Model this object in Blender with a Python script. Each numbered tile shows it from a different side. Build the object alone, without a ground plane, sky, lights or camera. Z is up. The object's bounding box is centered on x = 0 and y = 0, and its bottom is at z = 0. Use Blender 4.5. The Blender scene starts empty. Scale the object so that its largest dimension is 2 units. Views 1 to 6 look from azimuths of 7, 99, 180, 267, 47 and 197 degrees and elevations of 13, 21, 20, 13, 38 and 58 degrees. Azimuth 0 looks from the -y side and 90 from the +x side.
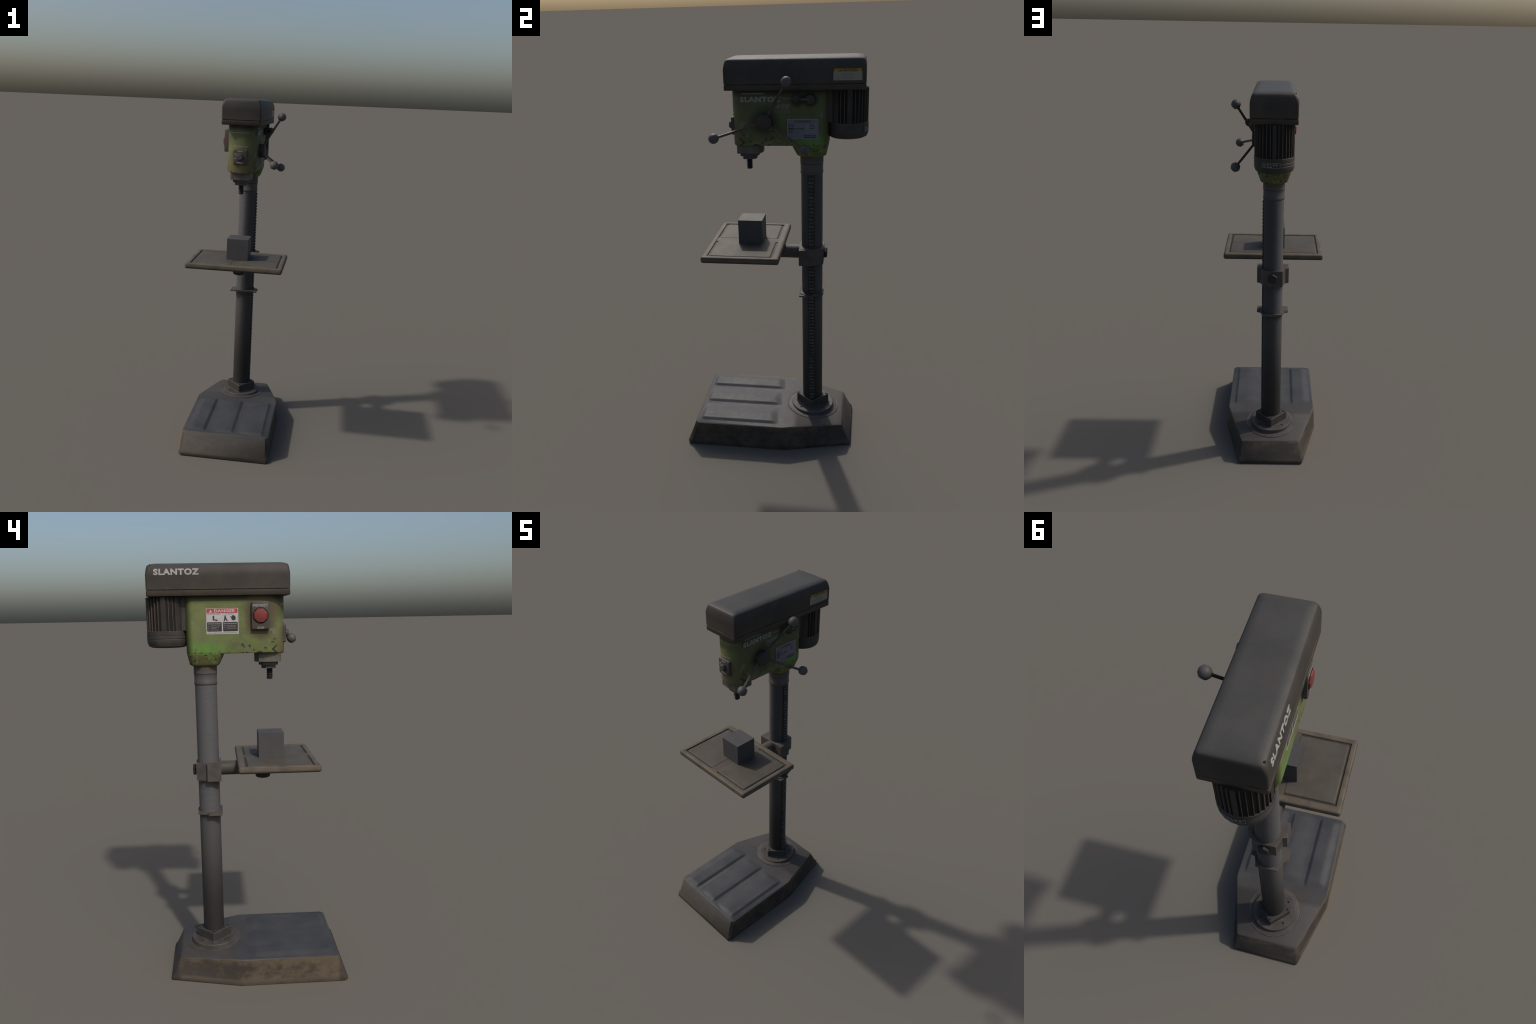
# Worn floor-standing pillar drill, built part by part.  Units: metres, z up.
# Front of the machine (spindle, table) faces -y, column stands at y = +0.2.
import bpy, bmesh, math, random
from mathutils import Vector, Matrix

random.seed(7)
COL_Y = 0.1995          # column axis
R_COL = 0.0536          # across the corners of its twelve flats

# ------------------------------------------------------------------ materials
class Nodes:
    """tiny helper to write shader maths compactly"""
    def __init__(self, name):
        self.m = bpy.data.materials.new(name)
        self.m.use_nodes = True
        self.t = self.m.node_tree
        self.t.nodes.clear()
        self.out = self.t.nodes.new('ShaderNodeOutputMaterial')
        self.b = self.t.nodes.new('ShaderNodeBsdfPrincipled')
        self.t.links.new(self.b.outputs[0], self.out.inputs[0])
        self.co = self.t.nodes.new('ShaderNodeTexCoord').outputs['Object']
        self.sep = None

    def put(self, sock, v):
        if hasattr(v, 'is_linked') or isinstance(v, bpy.types.NodeSocket):
            self.t.links.new(v, sock)
        elif isinstance(v, (tuple, list)):
            sock.default_value = tuple(v) + ((1.0,) if len(v) == 3 and len(sock.default_value) == 4 else ())
        else:
            sock.default_value = v

    def xyz(self):
        if not self.sep:
            self.sep = self.t.nodes.new('ShaderNodeSeparateXYZ')
            self.t.links.new(self.co, self.sep.inputs[0])
        return self.sep.outputs

    def math(self, op, a, b=0.0, clamp=False):
        n = self.t.nodes.new('ShaderNodeMath'); n.operation = op; n.use_clamp = clamp
        self.put(n.inputs[0], a); self.put(n.inputs[1], b)
        return n.outputs[0]

    def vmath(self, op, a, b=(0, 0, 0)):
        n = self.t.nodes.new('ShaderNodeVectorMath'); n.operation = op
        self.put(n.inputs[0], a); self.put(n.inputs[1], b)
        return n.outputs['Value'] if op in ('DOT_PRODUCT', 'LENGTH', 'DISTANCE') else n.outputs[0]

    def scaled(self, v, s):
        n = self.t.nodes.new('ShaderNodeVectorMath'); n.operation = 'SCALE'
        self.put(n.inputs[0], v); self.put(n.inputs[3], s)
        return n.outputs[0]

    def noise(self, scale, detail=4.0, rough=0.6, stretch=None, shift=0.0, color=False):
        co = self.co
        mp = self.t.nodes.new('ShaderNodeMapping')
        mp.inputs['Scale'].default_value = stretch or (1, 1, 1)
        mp.inputs['Location'].default_value = (shift, shift * 1.7, -shift * 0.6)
        self.t.links.new(co, mp.inputs[0])
        n = self.t.nodes.new('ShaderNodeTexNoise')
        n.inputs['Scale'].default_value = scale
        n.inputs['Detail'].default_value = detail
        n.inputs['Roughness'].default_value = rough
        self.t.links.new(mp.outputs[0], n.inputs['Vector'])
        return n.outputs['Color' if color else 'Fac']

    def step(self, v, lo, hi, a=0.0, b=1.0):
        n = self.t.nodes.new('ShaderNodeMapRange'); n.interpolation_type = 'SMOOTHSTEP'
        self.put(n.inputs[0], v)
        n.inputs[1].default_value = lo; n.inputs[2].default_value = hi
        n.inputs[3].default_value = a; n.inputs[4].default_value = b
        return n.outputs[0]

    def mix(self, fac, a, b):
        n = self.t.nodes.new('ShaderNodeMix'); n.data_type = 'RGBA'
        self.put(n.inputs[0], fac); self.put(n.inputs[6], a); self.put(n.inputs[7], b)
        return n.outputs[2]

    def mul(self, *v):
        r = v[0]
        for x in v[1:]:
            r = self.math('MULTIPLY', r, x)
        return r

    def edge(self, radius=0.006):
        """1 near convex/concave edges, 0 on flats"""
        bv = self.t.nodes.new('ShaderNodeBevel'); bv.samples = 6
        bv.inputs['Radius'].default_value = radius
        g = self.t.nodes.new('ShaderNodeNewGeometry')
        d = self.vmath('DOT_PRODUCT', bv.outputs[0], g.outputs['Normal'])
        return self.step(d, 0.985, 0.80)

    def finish(self, color, rough=0.62, metal=0.0, spec=0.25, bump=None, bump_d=0.0006, rvar=0.0):
        self.put(self.b.inputs['Base Color'], color)
        if rvar:
            rn = self.noise(40, 3, shift=9.1)
            rough = self.math('ADD', rough, self.math('MULTIPLY', self.math('SUBTRACT', rn, 0.5), rvar))
        self.put(self.b.inputs['Roughness'], rough)
        self.b.inputs['Metallic'].default_value = metal
        self.b.inputs['Specular IOR Level'].default_value = spec
        if bump is not None:
            n = self.t.nodes.new('ShaderNodeBump')
            n.inputs['Strength'].default_value = 0.6
            n.inputs['Distance'].default_value = bump_d
            self.put(n.inputs['Height'], bump)
            self.t.links.new(n.outputs[0], self.b.inputs['Normal'])
        return self.m


def worn_metal(name, base, rust=(0.10, 0.075, 0.05), rust_amt=0.5, edge_col=None, edge_amt=0.6,
               rough=0.6, spec=0.25, metal=0.0, scale=14, contrast=0.25, dark=0.4):
    n = Nodes(name)
    big = n.noise(scale, 5)
    fine = n.noise(scale * 9, 3, shift=3.0)
    lo = tuple(c * (1 - contrast) for c in base); hi = tuple(c * (1 + contrast) for c in base)
    c = n.mix(n.step(big, 0.3, 0.7), lo, hi)
    c = n.mix(n.mul(n.step(n.noise(scale * 0.7, 6, 0.65, shift=1.3), 0.48, 0.72), rust_amt), c, rust)
    c = n.mix(n.mul(n.step(n.noise(scale * 2.2, 5, 0.7, shift=5.5), 0.60, 0.78), dark), c, tuple(k * 0.35 for k in base))
    c = n.mix(n.mul(n.step(fine, 0.35, 0.75), 0.25), c, tuple(k * 0.6 for k in base))
    if edge_col:
        e = n.mul(n.edge(), n.step(n.noise(30, 5, 0.7, shift=7.7), 0.30, 0.62), edge_amt)
        c = n.mix(e, c, edge_col)
    return n.finish(c, rough, metal, spec, bump=n.math('ADD', fine, big), bump_d=0.0004, rvar=0.25)


def plain(name, base, rough=0.6, spec=0.3, var=0.15, scale=60):
    n = Nodes(name)
    c = n.mix(n.noise(scale, 4), tuple(k * (1 - var) for k in base), tuple(k * (1 + var) for k in base))
    return n.finish(c, rough, 0.0, spec)


def worn_print(name, ink, under, amount=0.35, scale=120):
    """printed ink, partly rubbed through to what is below"""
    n = Nodes(name)
    f = n.mul(n.step(n.noise(scale, 4, 0.7), 0.50, 0.68), amount)
    c = n.mix(f, ink, under)
    return n.finish(c, 0.6, 0, 0.3)


def capsule(n, p2, a, b, r, soft=0.0016):
    """mask of a stroke from a to b (y,z metres) of half width r"""
    ax, az = a; bx, bz = b
    dx, dz = bx - ax, bz - az
    L2 = max(dx * dx + dz * dz, 1e-8)
    px, pz = p2
    qx = n.math('SUBTRACT', px, ax); qz = n.math('SUBTRACT', pz, az)
    h = n.math('DIVIDE', n.math('ADD', n.math('MULTIPLY', qx, dx), n.math('MULTIPLY', qz, dz)), L2, clamp=True)
    ex = n.math('SUBTRACT', qx, n.math('MULTIPLY', h, dx)); ez = n.math('SUBTRACT', qz, n.math('MULTIPLY', h, dz))
    d = n.math('SQRT', n.math('ADD', n.math('MULTIPLY', ex, ex), n.math('MULTIPLY', ez, ez)))
    return n.step(d, r + soft, max(r - soft, 0))


def green_paint():
    n = Nodes('chipped_green_paint')
    x, y, z = n.xyz()
    big = n.noise(11, 5, 0.6)
    fine = n.noise(150, 3, shift=2.0)
    c = n.mix(n.step(big, 0.32, 0.68), (0.108, 0.125, 0.052), (0.140, 0.166, 0.062))
    # the control flank and the nose are darker and duller than the left flank
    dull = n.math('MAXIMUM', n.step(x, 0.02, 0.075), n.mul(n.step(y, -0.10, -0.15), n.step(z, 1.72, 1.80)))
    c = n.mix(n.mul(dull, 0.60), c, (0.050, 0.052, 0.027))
    # fresher, brighter green low at the back of the casting
    fresh = n.mul(n.step(y, 0.05, 0.20), n.step(z, 1.675, 1.62),
                  n.step(n.math('ABSOLUTE', x), 0.035, 0.07))
    fresh = n.mul(fresh, n.step(n.noise(24, 4, shift=4.0), 0.22, 0.5))
    fresh = n.mul(fresh, n.math('MAXIMUM', n.step(z, 1.594, 1.601), n.mul(n.step(x, 0.0, 0.05), n.step(n.noise(35, 3, shift=2.7), 0.42, 0.6))))
    c = n.mix(n.mul(fresh, 0.85), c, n.mix(n.step(x, 0.0, 0.05), (0.125, 0.275, 0.058), (0.085, 0.215, 0.045)))
    # fresher green streak along the lower edge
    low = n.mul(n.step(z, 1.635, 1.605), n.step(n.noise(30, 3, shift=8.0), 0.45, 0.6), 0.6)
    c = n.mix(low, c, (0.12, 0.19, 0.045))
    # nose: yellowish, dusty towards its lower end
    nose = n.mul(n.step(y, -0.10, -0.165), n.step(z, 1.79, 1.60))
    c = n.mix(n.mul(nose, 0.85), c, (0.128, 0.104, 0.054))
    # occlusion shade under the cover lip, painted into the colour
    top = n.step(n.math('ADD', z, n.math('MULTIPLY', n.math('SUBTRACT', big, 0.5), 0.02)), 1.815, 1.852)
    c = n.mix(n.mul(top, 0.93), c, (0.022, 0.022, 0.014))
    # shading of the rounded rear corners, put into the paint colour
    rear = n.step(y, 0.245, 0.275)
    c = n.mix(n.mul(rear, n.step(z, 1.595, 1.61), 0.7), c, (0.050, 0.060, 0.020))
    # brown and dark halos round the controls: ambient occlusion painted as colour
    def halo(px, py, pz, r0, r1, amt, col):
        nonlocal c
        d = n.vmath('DISTANCE', n.co, (px, py, pz))
        d = n.math('ADD', d, n.math('MULTIPLY', n.math('SUBTRACT', n.noise(28, 4, shift=px), 0.5), 0.03))
        c = n.mix(n.mul(n.step(d, r1, r0), amt), c, col)
    halo(-0.086, -0.061, 1.790, 0.056, 0.098, 0.92, (0.080, 0.065, 0.038))
    halo(-0.086, -0.061, 1.735, 0.050, 0.092, 0.92, (0.080, 0.065, 0.038))
    halo(0.086, -0.014, 1.713, 0.035, 0.085, 0.80, (0.035, 0.036, 0.020))
    halo(0.0, -0.175, 1.685, 0.045, 0.075, 0.65, (0.110, 0.085, 0.045))
    halo(0.086, 0.20, 1.815, 0.022, 0.05, 0.85, (0.020, 0.022, 0.016))
    halo(0.086, 0.14, 1.815, 0.022, 0.045, 0.85, (0.020, 0.022, 0.016))
    # worn brown on the socket that grips the column
    sock = n.mul(n.step(z, 1.597, 1.592), n.step(n.noise(22, 5, 0.7, shift=6.0), 0.40, 0.6))
    c = n.mix(n.mul(sock, 0.75), c, (0.085, 0.075, 0.035))
    # wobble for chips and strokes
    wob = n.noise(80, 5, 0.75, color=True)
    w = n.t.nodes.new('ShaderNodeSeparateXYZ'); n.put(w.inputs[0], wob)
    yy = n.math('ADD', y, n.math('MULTIPLY', n.math('SUBTRACT', w.outputs[0], 0.5), 0.020))
    zz = n.math('ADD', z, n.math('MULTIPLY', n.math('SUBTRACT', w.outputs[1], 0.5), 0.020))
    # rubbed primer (grey) and deep chips (black); y,z strokes seen on the flanks
    grey_strokes = [((0.232, 1.712), (0.216, 1.712), .0045), ((0.222, 1.712), (0.220, 1.680), .0035),
                    ((0.220, 1.680), (0.192, 1.650), .0040), ((0.150, 1.655), (0.144, 1.656), .0050),
                    ((0.104, 1.658), (0.102, 1.650), .0040), ((0.066, 1.655), (0.058, 1.656), .0045),
                    ((0.098, 1.632), (0.094, 1.628), .0038), ((0.058, 1.618), (0.042, 1.630), .0035),
                    ((0.016, 1.678), (0.008, 1.676), .0050), ((-0.122, 1.704), (-0.140, 1.668), .0050),
                    ((-0.096, 1.654), (-0.097, 1.640), .0045), ((0.024, 1.628), (-0.018, 1.602), .0050),
                    ((-0.060, 1.614), (-0.072, 1.604), .0055), ((0.136, 1.606), (0.128, 1.612), .0050),
                    ((0.244, 1.606), (0.238, 1.618), .0060), ((0.252, 1.735), (0.250, 1.750), .0040),
                    ((-0.118, 1.700), (-0.105, 1.706), .0030), ((-0.120, 1.680), (-0.118, 1.702), .0028)]
    black_strokes = [((0.026, 1.640), (0.016, 1.627), .0034), ((-0.007, 1.634), (-0.011, 1.628), .0034),
                     ((-0.080, 1.622), (-0.086, 1.620), .0036), ((-0.136, 1.632), (-0.116, 1.614), .0036),
                     ((-0.116, 1.614), (-0.134, 1.600), .0042), ((-0.050, 1.602), (-0.066, 1.598), .0070),
                     ((0.004, 1.600), (-0.004, 1.596), .0055), ((0.086, 1.600), (0.080, 1.595), .0050),
                     ((-0.122, 1.660), (-0.128, 1.662), .0028), ((-0.112, 1.646), (-0.120, 1.648), .0026),
                     ((0.030, 1.598), (0.022, 1.598), .0045), ((-0.026, 1.614), (-0.029, 1.612), .0026),
                     ((0.215, 1.602), (0.213, 1.601), .0030)]
    flank = n.step(n.math('ABSOLUTE', x), 0.060, 0.075)
    def union(lst):
        m = None
        for a, b, r in lst:
            k = capsule(n, (yy, zz), a, b, r)
            m = k if m is None else n.math('MAXIMUM', m, k)
        return n.mul(m, flank)
    speck = n.mul(n.step(n.noise(55, 2, 0.5, shift=11.0), 0.66, 0.70), n.step(z, 1.70, 1.60), 0.8)
    c = n.mix(n.math('MAXIMUM', n.mul(union(grey_strokes), 0.85), speck), c, (0.150, 0.140, 0.120))
    bl = n.mul(n.step(n.noise(75, 2, 0.5, shift=15.0), 0.615, 0.65), n.step(z, 1.618, 1.592))
    c = n.mix(n.mul(n.math('MAXIMUM', union(black_strokes), bl), 0.92), c, (0.022, 0.019, 0.016))
    # bare brown lower rim
    e = n.mul(n.edge(0.005), n.step(n.noise(26, 4, shift=13.0), 0.4, 0.6))
    c = n.mix(n.mul(e, 0.7), c, (0.115, 0.105, 0.050))
    c = n.mix(n.mul(n.step(fine, 0.4, 0.7), 0.18), c, (0.05, 0.055, 0.025))
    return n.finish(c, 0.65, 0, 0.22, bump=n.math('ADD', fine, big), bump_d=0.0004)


def column_steel():
    n = Nodes('column_steel')
    x, y, z = n.xyz()
    br = n.noise(30, 4, 0.6, stretch=(1, 1, 14))
    c = n.mix(n.step(br, 0.3, 0.7), (0.076, 0.075, 0.078), (0.092, 0.090, 0.092))
    shade_side = n.step(n.math('ADD', x, n.math('MULTIPLY', n.math('SUBTRACT', n.noise(12, 4, shift=4.4), 0.5), 0.02)), -0.024, 0.002)
    c = n.mix(n.mul(shade_side, 0.70), c, (0.026, 0.027, 0.030))  # shaded side of the column, darkened in the colour itself
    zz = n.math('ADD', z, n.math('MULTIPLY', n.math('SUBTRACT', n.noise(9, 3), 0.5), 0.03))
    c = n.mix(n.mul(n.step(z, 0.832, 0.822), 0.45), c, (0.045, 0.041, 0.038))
    c = n.mix(n.mul(n.step(zz, 0.80, 0.30), 0.85), c, (0.016, 0.0145, 0.013))  # baked occlusion copied into the colour, darkening towards the foot
    # darker bands under clamp and plate
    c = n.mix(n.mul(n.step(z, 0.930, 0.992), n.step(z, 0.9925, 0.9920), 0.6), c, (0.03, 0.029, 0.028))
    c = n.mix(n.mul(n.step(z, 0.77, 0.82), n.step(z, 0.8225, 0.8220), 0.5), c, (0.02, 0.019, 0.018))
    c = n.mix(n.mul(n.step(n.noise(18, 5, 0.7, shift=2.2), 0.55, 0.75), 0.25), c, (0.060, 0.055, 0.050))
    # greasy dark stripes beside the rack
    side = n.mul(n.step(x, 0.043, 0.047), n.step(n.math('ABSOLUTE', n.math('SUBTRACT', y, COL_Y)), 0.021, 0.014))
    c = n.mix(n.mul(side, 0.8), c, (0.014, 0.015, 0.017))
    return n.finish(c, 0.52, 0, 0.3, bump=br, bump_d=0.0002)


def collar_steel():
    n = Nodes('collar_steel')
    x, y, z = n.xyz()
    c = n.mix(n.noise(25, 4), (0.062, 0.060, 0.062), (0.084, 0.081, 0.080))
    rust = n.math('MAXIMUM', n.step(z, 1.510, 1.524), n.step(n.math('ABSOLUTE', n.math('SUBTRACT', z, 1.463)), 0.010, 0.004))
    c = n.mix(n.mul(rust, 0.8), c, (0.070, 0.052, 0.042))
    lines = n.step(n.math('ABSOLUTE', n.math('SUBTRACT', z, 1.503)), 0.004, 0.001)
    c = n.mix(n.mul(lines, 0.7), c, (0.03, 0.026, 0.024))
    return n.finish(c, 0.58, 0, 0.25)


def base_iron():
    n = Nodes('painted_base_iron')
    x, y, z = n.xyz()
    geo = n.t.nodes.new('ShaderNodeNewGeometry')
    s2 = n.t.nodes.new('ShaderNodeSeparateXYZ'); n.put(s2.inputs[0], geo.outputs['Normal'])
    up = n.step(s2.outputs[2], 0.62, 0.82)
    big = n.noise(9, 5, 0.6)
    fine = n.noise(120, 3, shift=2.0)
    topc = n.mix(n.step(big, 0.3, 0.7), (0.037, 0.038, 0.041), (0.052, 0.052, 0.054))
    # brownish wear at the column end, bluish at the front
    w = n.mul(n.step(y, -0.06, 0.18), n.step(n.noise(16, 5, 0.65, shift=3.3), 0.22, 0.60))
    topc = n.mix(n.mul(w, 0.85), topc, (0.054, 0.045, 0.037))
    topc = n.mix(n.mul(n.step(fine, 0.4, 0.75), 0.15), topc, (0.04, 0.04, 0.042))
    blotch = n.noise(17, 7, 0.72, stretch=(1, 1, 1.6), shift=5.0)
    wash = n.math('ADD', n.math('MULTIPLY', blotch, 0.55), n.math('MULTIPLY', n.noise(6, 4, 0.55, shift=9.0), 0.45))
    wash = n.math('ADD', wash, n.mul(n.step(z, 0.085, 0.125), 0.09))
    wash = n.math('SUBTRACT', wash, n.mul(n.step(y, -0.12, 0.20), 0.07))
    sidec = n.mix(n.step(wash, 0.38, 0.60), (0.040, 0.033, 0.027), (0.095, 0.074, 0.049))
    sidec = n.mix(n.mul(n.step(n.noise(60, 4, 0.7, shift=1.0), 0.5, 0.7), 0.35), sidec, (0.036, 0.030, 0.025))
    skirt = n.step(z, 0.034, 0.022)
    sidec = n.mix(n.mul(skirt, 0.7), sidec, n.mix(n.noise(14, 4), (0.05, 0.045, 0.038), (0.098, 0.078, 0.054)))
    shade = n.math('MAXIMUM', n.step(x, -0.10, 0.08), n.step(y, 0.355, 0.385))   # darker on the right side and at the back
    sidec = n.mix(n.mul(shade, n.step(n.noise(11, 5, 0.65, shift=14.0), 0.30, 0.62, 0.80, 0.30)), sidec, (0.022, 0.019, 0.016))
    front = n.step(y, -0.40, -0.425)
    sidec = n.mix(n.mul(front, 0.70), sidec, n.mix(n.noise(30, 5, 0.7, shift=2.9), (0.022, 0.019, 0.016), (0.046, 0.039, 0.031)))
    c = n.mix(up, sidec, topc)
    e = n.mul(n.edge(0.007), n.step(n.noise(20, 5, 0.7, shift=7.0), 0.30, 0.58))
    c = n.mix(n.mul(e, 0.8), c, (0.135, 0.104, 0.070))
    return n.finish(c, 0.60, 0, 0.24, bump=n.math('ADD', blotch, fine), bump_d=0.0008, rvar=0.2)


def cover_paint():
    n = Nodes('dark_cover_paint')
    x, y, z = n.xyz()
    big = n.noise(8, 5, 0.6)
    fine = n.noise(140, 3, shift=2.0)
    geo = n.t.nodes.new('ShaderNodeNewGeometry')
    s2 = n.t.nodes.new('ShaderNodeSeparateXYZ'); n.put(s2.inputs[0], geo.outputs['Normal'])
    up = n.step(s2.outputs[2], 0.45, 0.88)                       # lighter lid over darker sides
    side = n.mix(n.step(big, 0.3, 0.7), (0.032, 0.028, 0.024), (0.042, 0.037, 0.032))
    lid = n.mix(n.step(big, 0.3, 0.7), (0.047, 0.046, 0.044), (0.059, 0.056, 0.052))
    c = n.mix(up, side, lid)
    c = n.mix(n.mul(n.step(n.noise(10, 6, 0.65, shift=4.0), 0.48, 0.7), 0.40), c, (0.064, 0.051, 0.038))
    low = n.mul(n.step(z, 1.925, 1.865), n.step(n.noise(15, 4, shift=1.0), 0.25, 0.6))
    c = n.mix(n.mul(low, 0.5), c, (0.062, 0.049, 0.034))
    c = n.mix(n.mul(n.step(n.math('ABSOLUTE', n.math('SUBTRACT', z, 1.8835)), 0.0032, 0.0016), 0.9), c, (0.008, 0.008, 0.008))
    c = n.mix(n.mul(n.step(fine, 0.4, 0.75), 0.2), c, (0.034, 0.033, 0.032))
    e = n.mul(n.edge(0.012), n.step(n.noise(14, 5, 0.7, shift=7.0), 0.36, 0.62))
    c = n.mix(n.mul(e, 0.65), c, (0.120, 0.098, 0.075))
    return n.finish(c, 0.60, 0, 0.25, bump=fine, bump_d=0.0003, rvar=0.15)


def table_iron():
    n = Nodes('worn_table_iron')
    x, y, z = n.xyz()
    big = n.noise(10, 5, 0.6)
    br = n.noise(40, 4, 0.6, stretch=(8, 1, 1), shift=2.0)
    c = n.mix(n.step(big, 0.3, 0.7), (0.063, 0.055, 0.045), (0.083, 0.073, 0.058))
    c = n.mix(n.mul(n.step(br, 0.4, 0.7), 0.25), c, (0.052, 0.052, 0.048))
    rim = n.math('MAXIMUM', n.step(n.math('ABSOLUTE', x), 0.236, 0.250),
                 n.step(n.math('ABSOLUTE', n.math('ADD', y, 0.128)), 0.152, 0.166))
    rusty = n.mul(rim, n.step(n.noise(13, 5, 0.65, shift=6.0), 0.30, 0.62))
    c = n.mix(n.mul(rusty, 0.8), c, (0.118, 0.092, 0.064))
    pr = n.mul(n.step(n.noise(12, 5, 0.7, shift=12.0), 0.52, 0.72), 0.45)
    c = n.mix(pr, c, (0.098, 0.076, 0.060))
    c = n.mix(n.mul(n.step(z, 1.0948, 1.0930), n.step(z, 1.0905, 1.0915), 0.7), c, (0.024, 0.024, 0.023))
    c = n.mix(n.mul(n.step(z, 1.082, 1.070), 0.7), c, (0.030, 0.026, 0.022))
    return n.finish(c, 0.60, 0, 0.17, bump=br, bump_d=0.0003, rvar=0.15)


GREEN = green_paint()
STEEL = column_steel()
COLLAR = collar_steel()
BASE = base_iron()
COVER = cover_paint()
TABLE = table_iron()
IRON = worn_metal('brown_clamp_iron', (0.066, 0.058, 0.052), rust=(0.095, 0.072, 0.056), rust_amt=0.5,
                  edge_col=(0.14, 0.112, 0.092), edge_amt=0.45)
FLANGE = worn_metal('flange_iron', (0.053, 0.047, 0.043), rust=(0.074, 0.057, 0.045), rust_amt=0.5,
                    edge_col=(0.12, 0.098, 0.078), edge_amt=0.5, dark=0.25)
BLOCK_IRON = worn_metal('foot_block_iron', (0.036, 0.033, 0.031), rust_amt=0.3, edge_col=(0.16, 0.14, 0.12))
MOTOR = worn_metal('motor_iron', (0.026, 0.024, 0.022), rust=(0.055, 0.042, 0.032), rust_amt=0.5, dark=0.3)
MOTOR_BAND = worn_metal('motor_band_iron', (0.039, 0.035, 0.032), rust=(0.070, 0.048, 0.034), rust_amt=0.5,
                        edge_col=(0.12, 0.095, 0.07), edge_amt=0.5)
FIN = worn_metal('fin_edge_iron', (0.060, 0.050, 0.042), rust_amt=0.3)
GAP = plain('dark_gap', (0.019, 0.0175, 0.016), 0.8, 0.1)  # dark base colour carries the shade between the motor fins
GREASE = plain('black_grease', (0.014, 0.014, 0.014), 0.5, 0.4)
BOLT = worn_metal('dark_bolt_steel', (0.014, 0.014, 0.015), rust_amt=0.2)
KNOB = worn_metal('grey_knob_bakelite', (0.078, 0.074, 0.072), rust=(0.07, 0.062, 0.056), rust_amt=0.3, rough=0.55,
                  contrast=0.12, dark=0.1)
ROD = worn_metal('brown_rod_steel', (0.058, 0.048, 0.041), rust=(0.10, 0.073, 0.054), rust_amt=0.6, rough=0.5)
HUB = worn_metal('hub_iron', (0.034, 0.030, 0.027), rust=(0.060, 0.045, 0.036), rust_amt=0.5, dark=0.5)
CHUCK = worn_metal('chuck_steel', (0.092, 0.085, 0.073), rust=(0.13, 0.10, 0.08), rust_amt=0.4, dark=0.3)
CHUCK2 = worn_metal('chuck_dark_steel', (0.052, 0.050, 0.045), rust_amt=0.25)
CHUCK3 = plain('chuck_blued_steel', (0.042, 0.042, 0.048), 0.5, 0.4)
BOX = worn_metal('control_box_iron', (0.058, 0.050, 0.044), rust=(0.085, 0.062, 0.046), rust_amt=0.6,
                 edge_col=(0.16, 0.13, 0.105), edge_amt=0.6, dark=0.4)
RED = worn_metal('red_button_plastic', (0.150, 0.031, 0.026), rust=(0.11, 0.027, 0.023), rust_amt=0.4, rough=0.5,
                 contrast=0.12, dark=0.15)
BLANK = worn_metal('grey_block_steel', (0.060, 0.057, 0.057), rust=(0.066, 0.059, 0.055), rust_amt=0.3, rough=0.6,
                   contrast=0.06, dark=0.0)
INK_COVER = worn_print('cover_letter_ink', (0.29, 0.28, 0.27), (0.06, 0.058, 0.054), 0.35)
INK_GREEN = worn_print('green_letter_ink', (0.215, 0.215, 0.235), (0.12, 0.14, 0.06), 0.75, 90)
INK_FAINT = worn_print('faint_letter_ink', (0.150, 0.152, 0.155), (0.08, 0.09, 0.045), 0.8, 110)
INK_WARM = worn_print('nose_letter_ink', (0.21, 0.20, 0.165), (0.13, 0.12, 0.07), 0.6, 140)
INK_BOX = worn_print('box_letter_ink', (0.34, 0.33, 0.33), (0.07, 0.06, 0.055), 0.5, 160)
PAPER = worn_print('label_paper', (0.385, 0.365, 0.37), (0.25, 0.23, 0.225), 0.5, 60)
LABEL_RED = worn_print('label_red', (0.34, 0.046, 0.042), (0.27, 0.08, 0.07), 0.5, 90)
LABEL_BLACK = plain('label_black', (0.030, 0.028, 0.028), 0.6, 0.3)
LABEL_GREY = plain('label_grey', (0.17, 0.165, 0.16), 0.6, 0.3)
LABEL_YELLOW = worn_print('label_yellow', (0.27, 0.165, 0.018), (0.20, 0.085, 0.014), 0.8, 40)
CREAM = worn_print('caution_paper', (0.215, 0.205, 0.155), (0.16, 0.145, 0.10), 0.6, 50)
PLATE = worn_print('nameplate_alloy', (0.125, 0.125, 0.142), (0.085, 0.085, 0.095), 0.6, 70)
PLATE_EDGE = plain('nameplate_edge', (0.20, 0.20, 0.22), 0.5, 0.4)

# ------------------------------------------------------------------ objects
def new_mesh(name, bm, mat, smooth=35):
    bmesh.ops.recalc_face_normals(bm, faces=bm.faces)
    me = bpy.data.meshes.new(name)
    bm.to_mesh(me); bm.free()
    me.materials.append(mat)
    if smooth:
        me.shade_smooth()
        me.set_sharp_from_angle(angle=math.radians(smooth))
    return me

def obj(name, me, parent=None, loc=(0, 0, 0), rot=None):
    o = bpy.data.objects.new(name, me)
    bpy.context.scene.collection.objects.link(o)
    o.location = loc
    if rot is not None:
        o.rotation_euler = rot
    if parent:
        o.parent = parent
    return o

def make(name, bm, mat, parent, smooth=35):
    return obj(name, new_mesh(name, bm, mat, smooth), parent)

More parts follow.
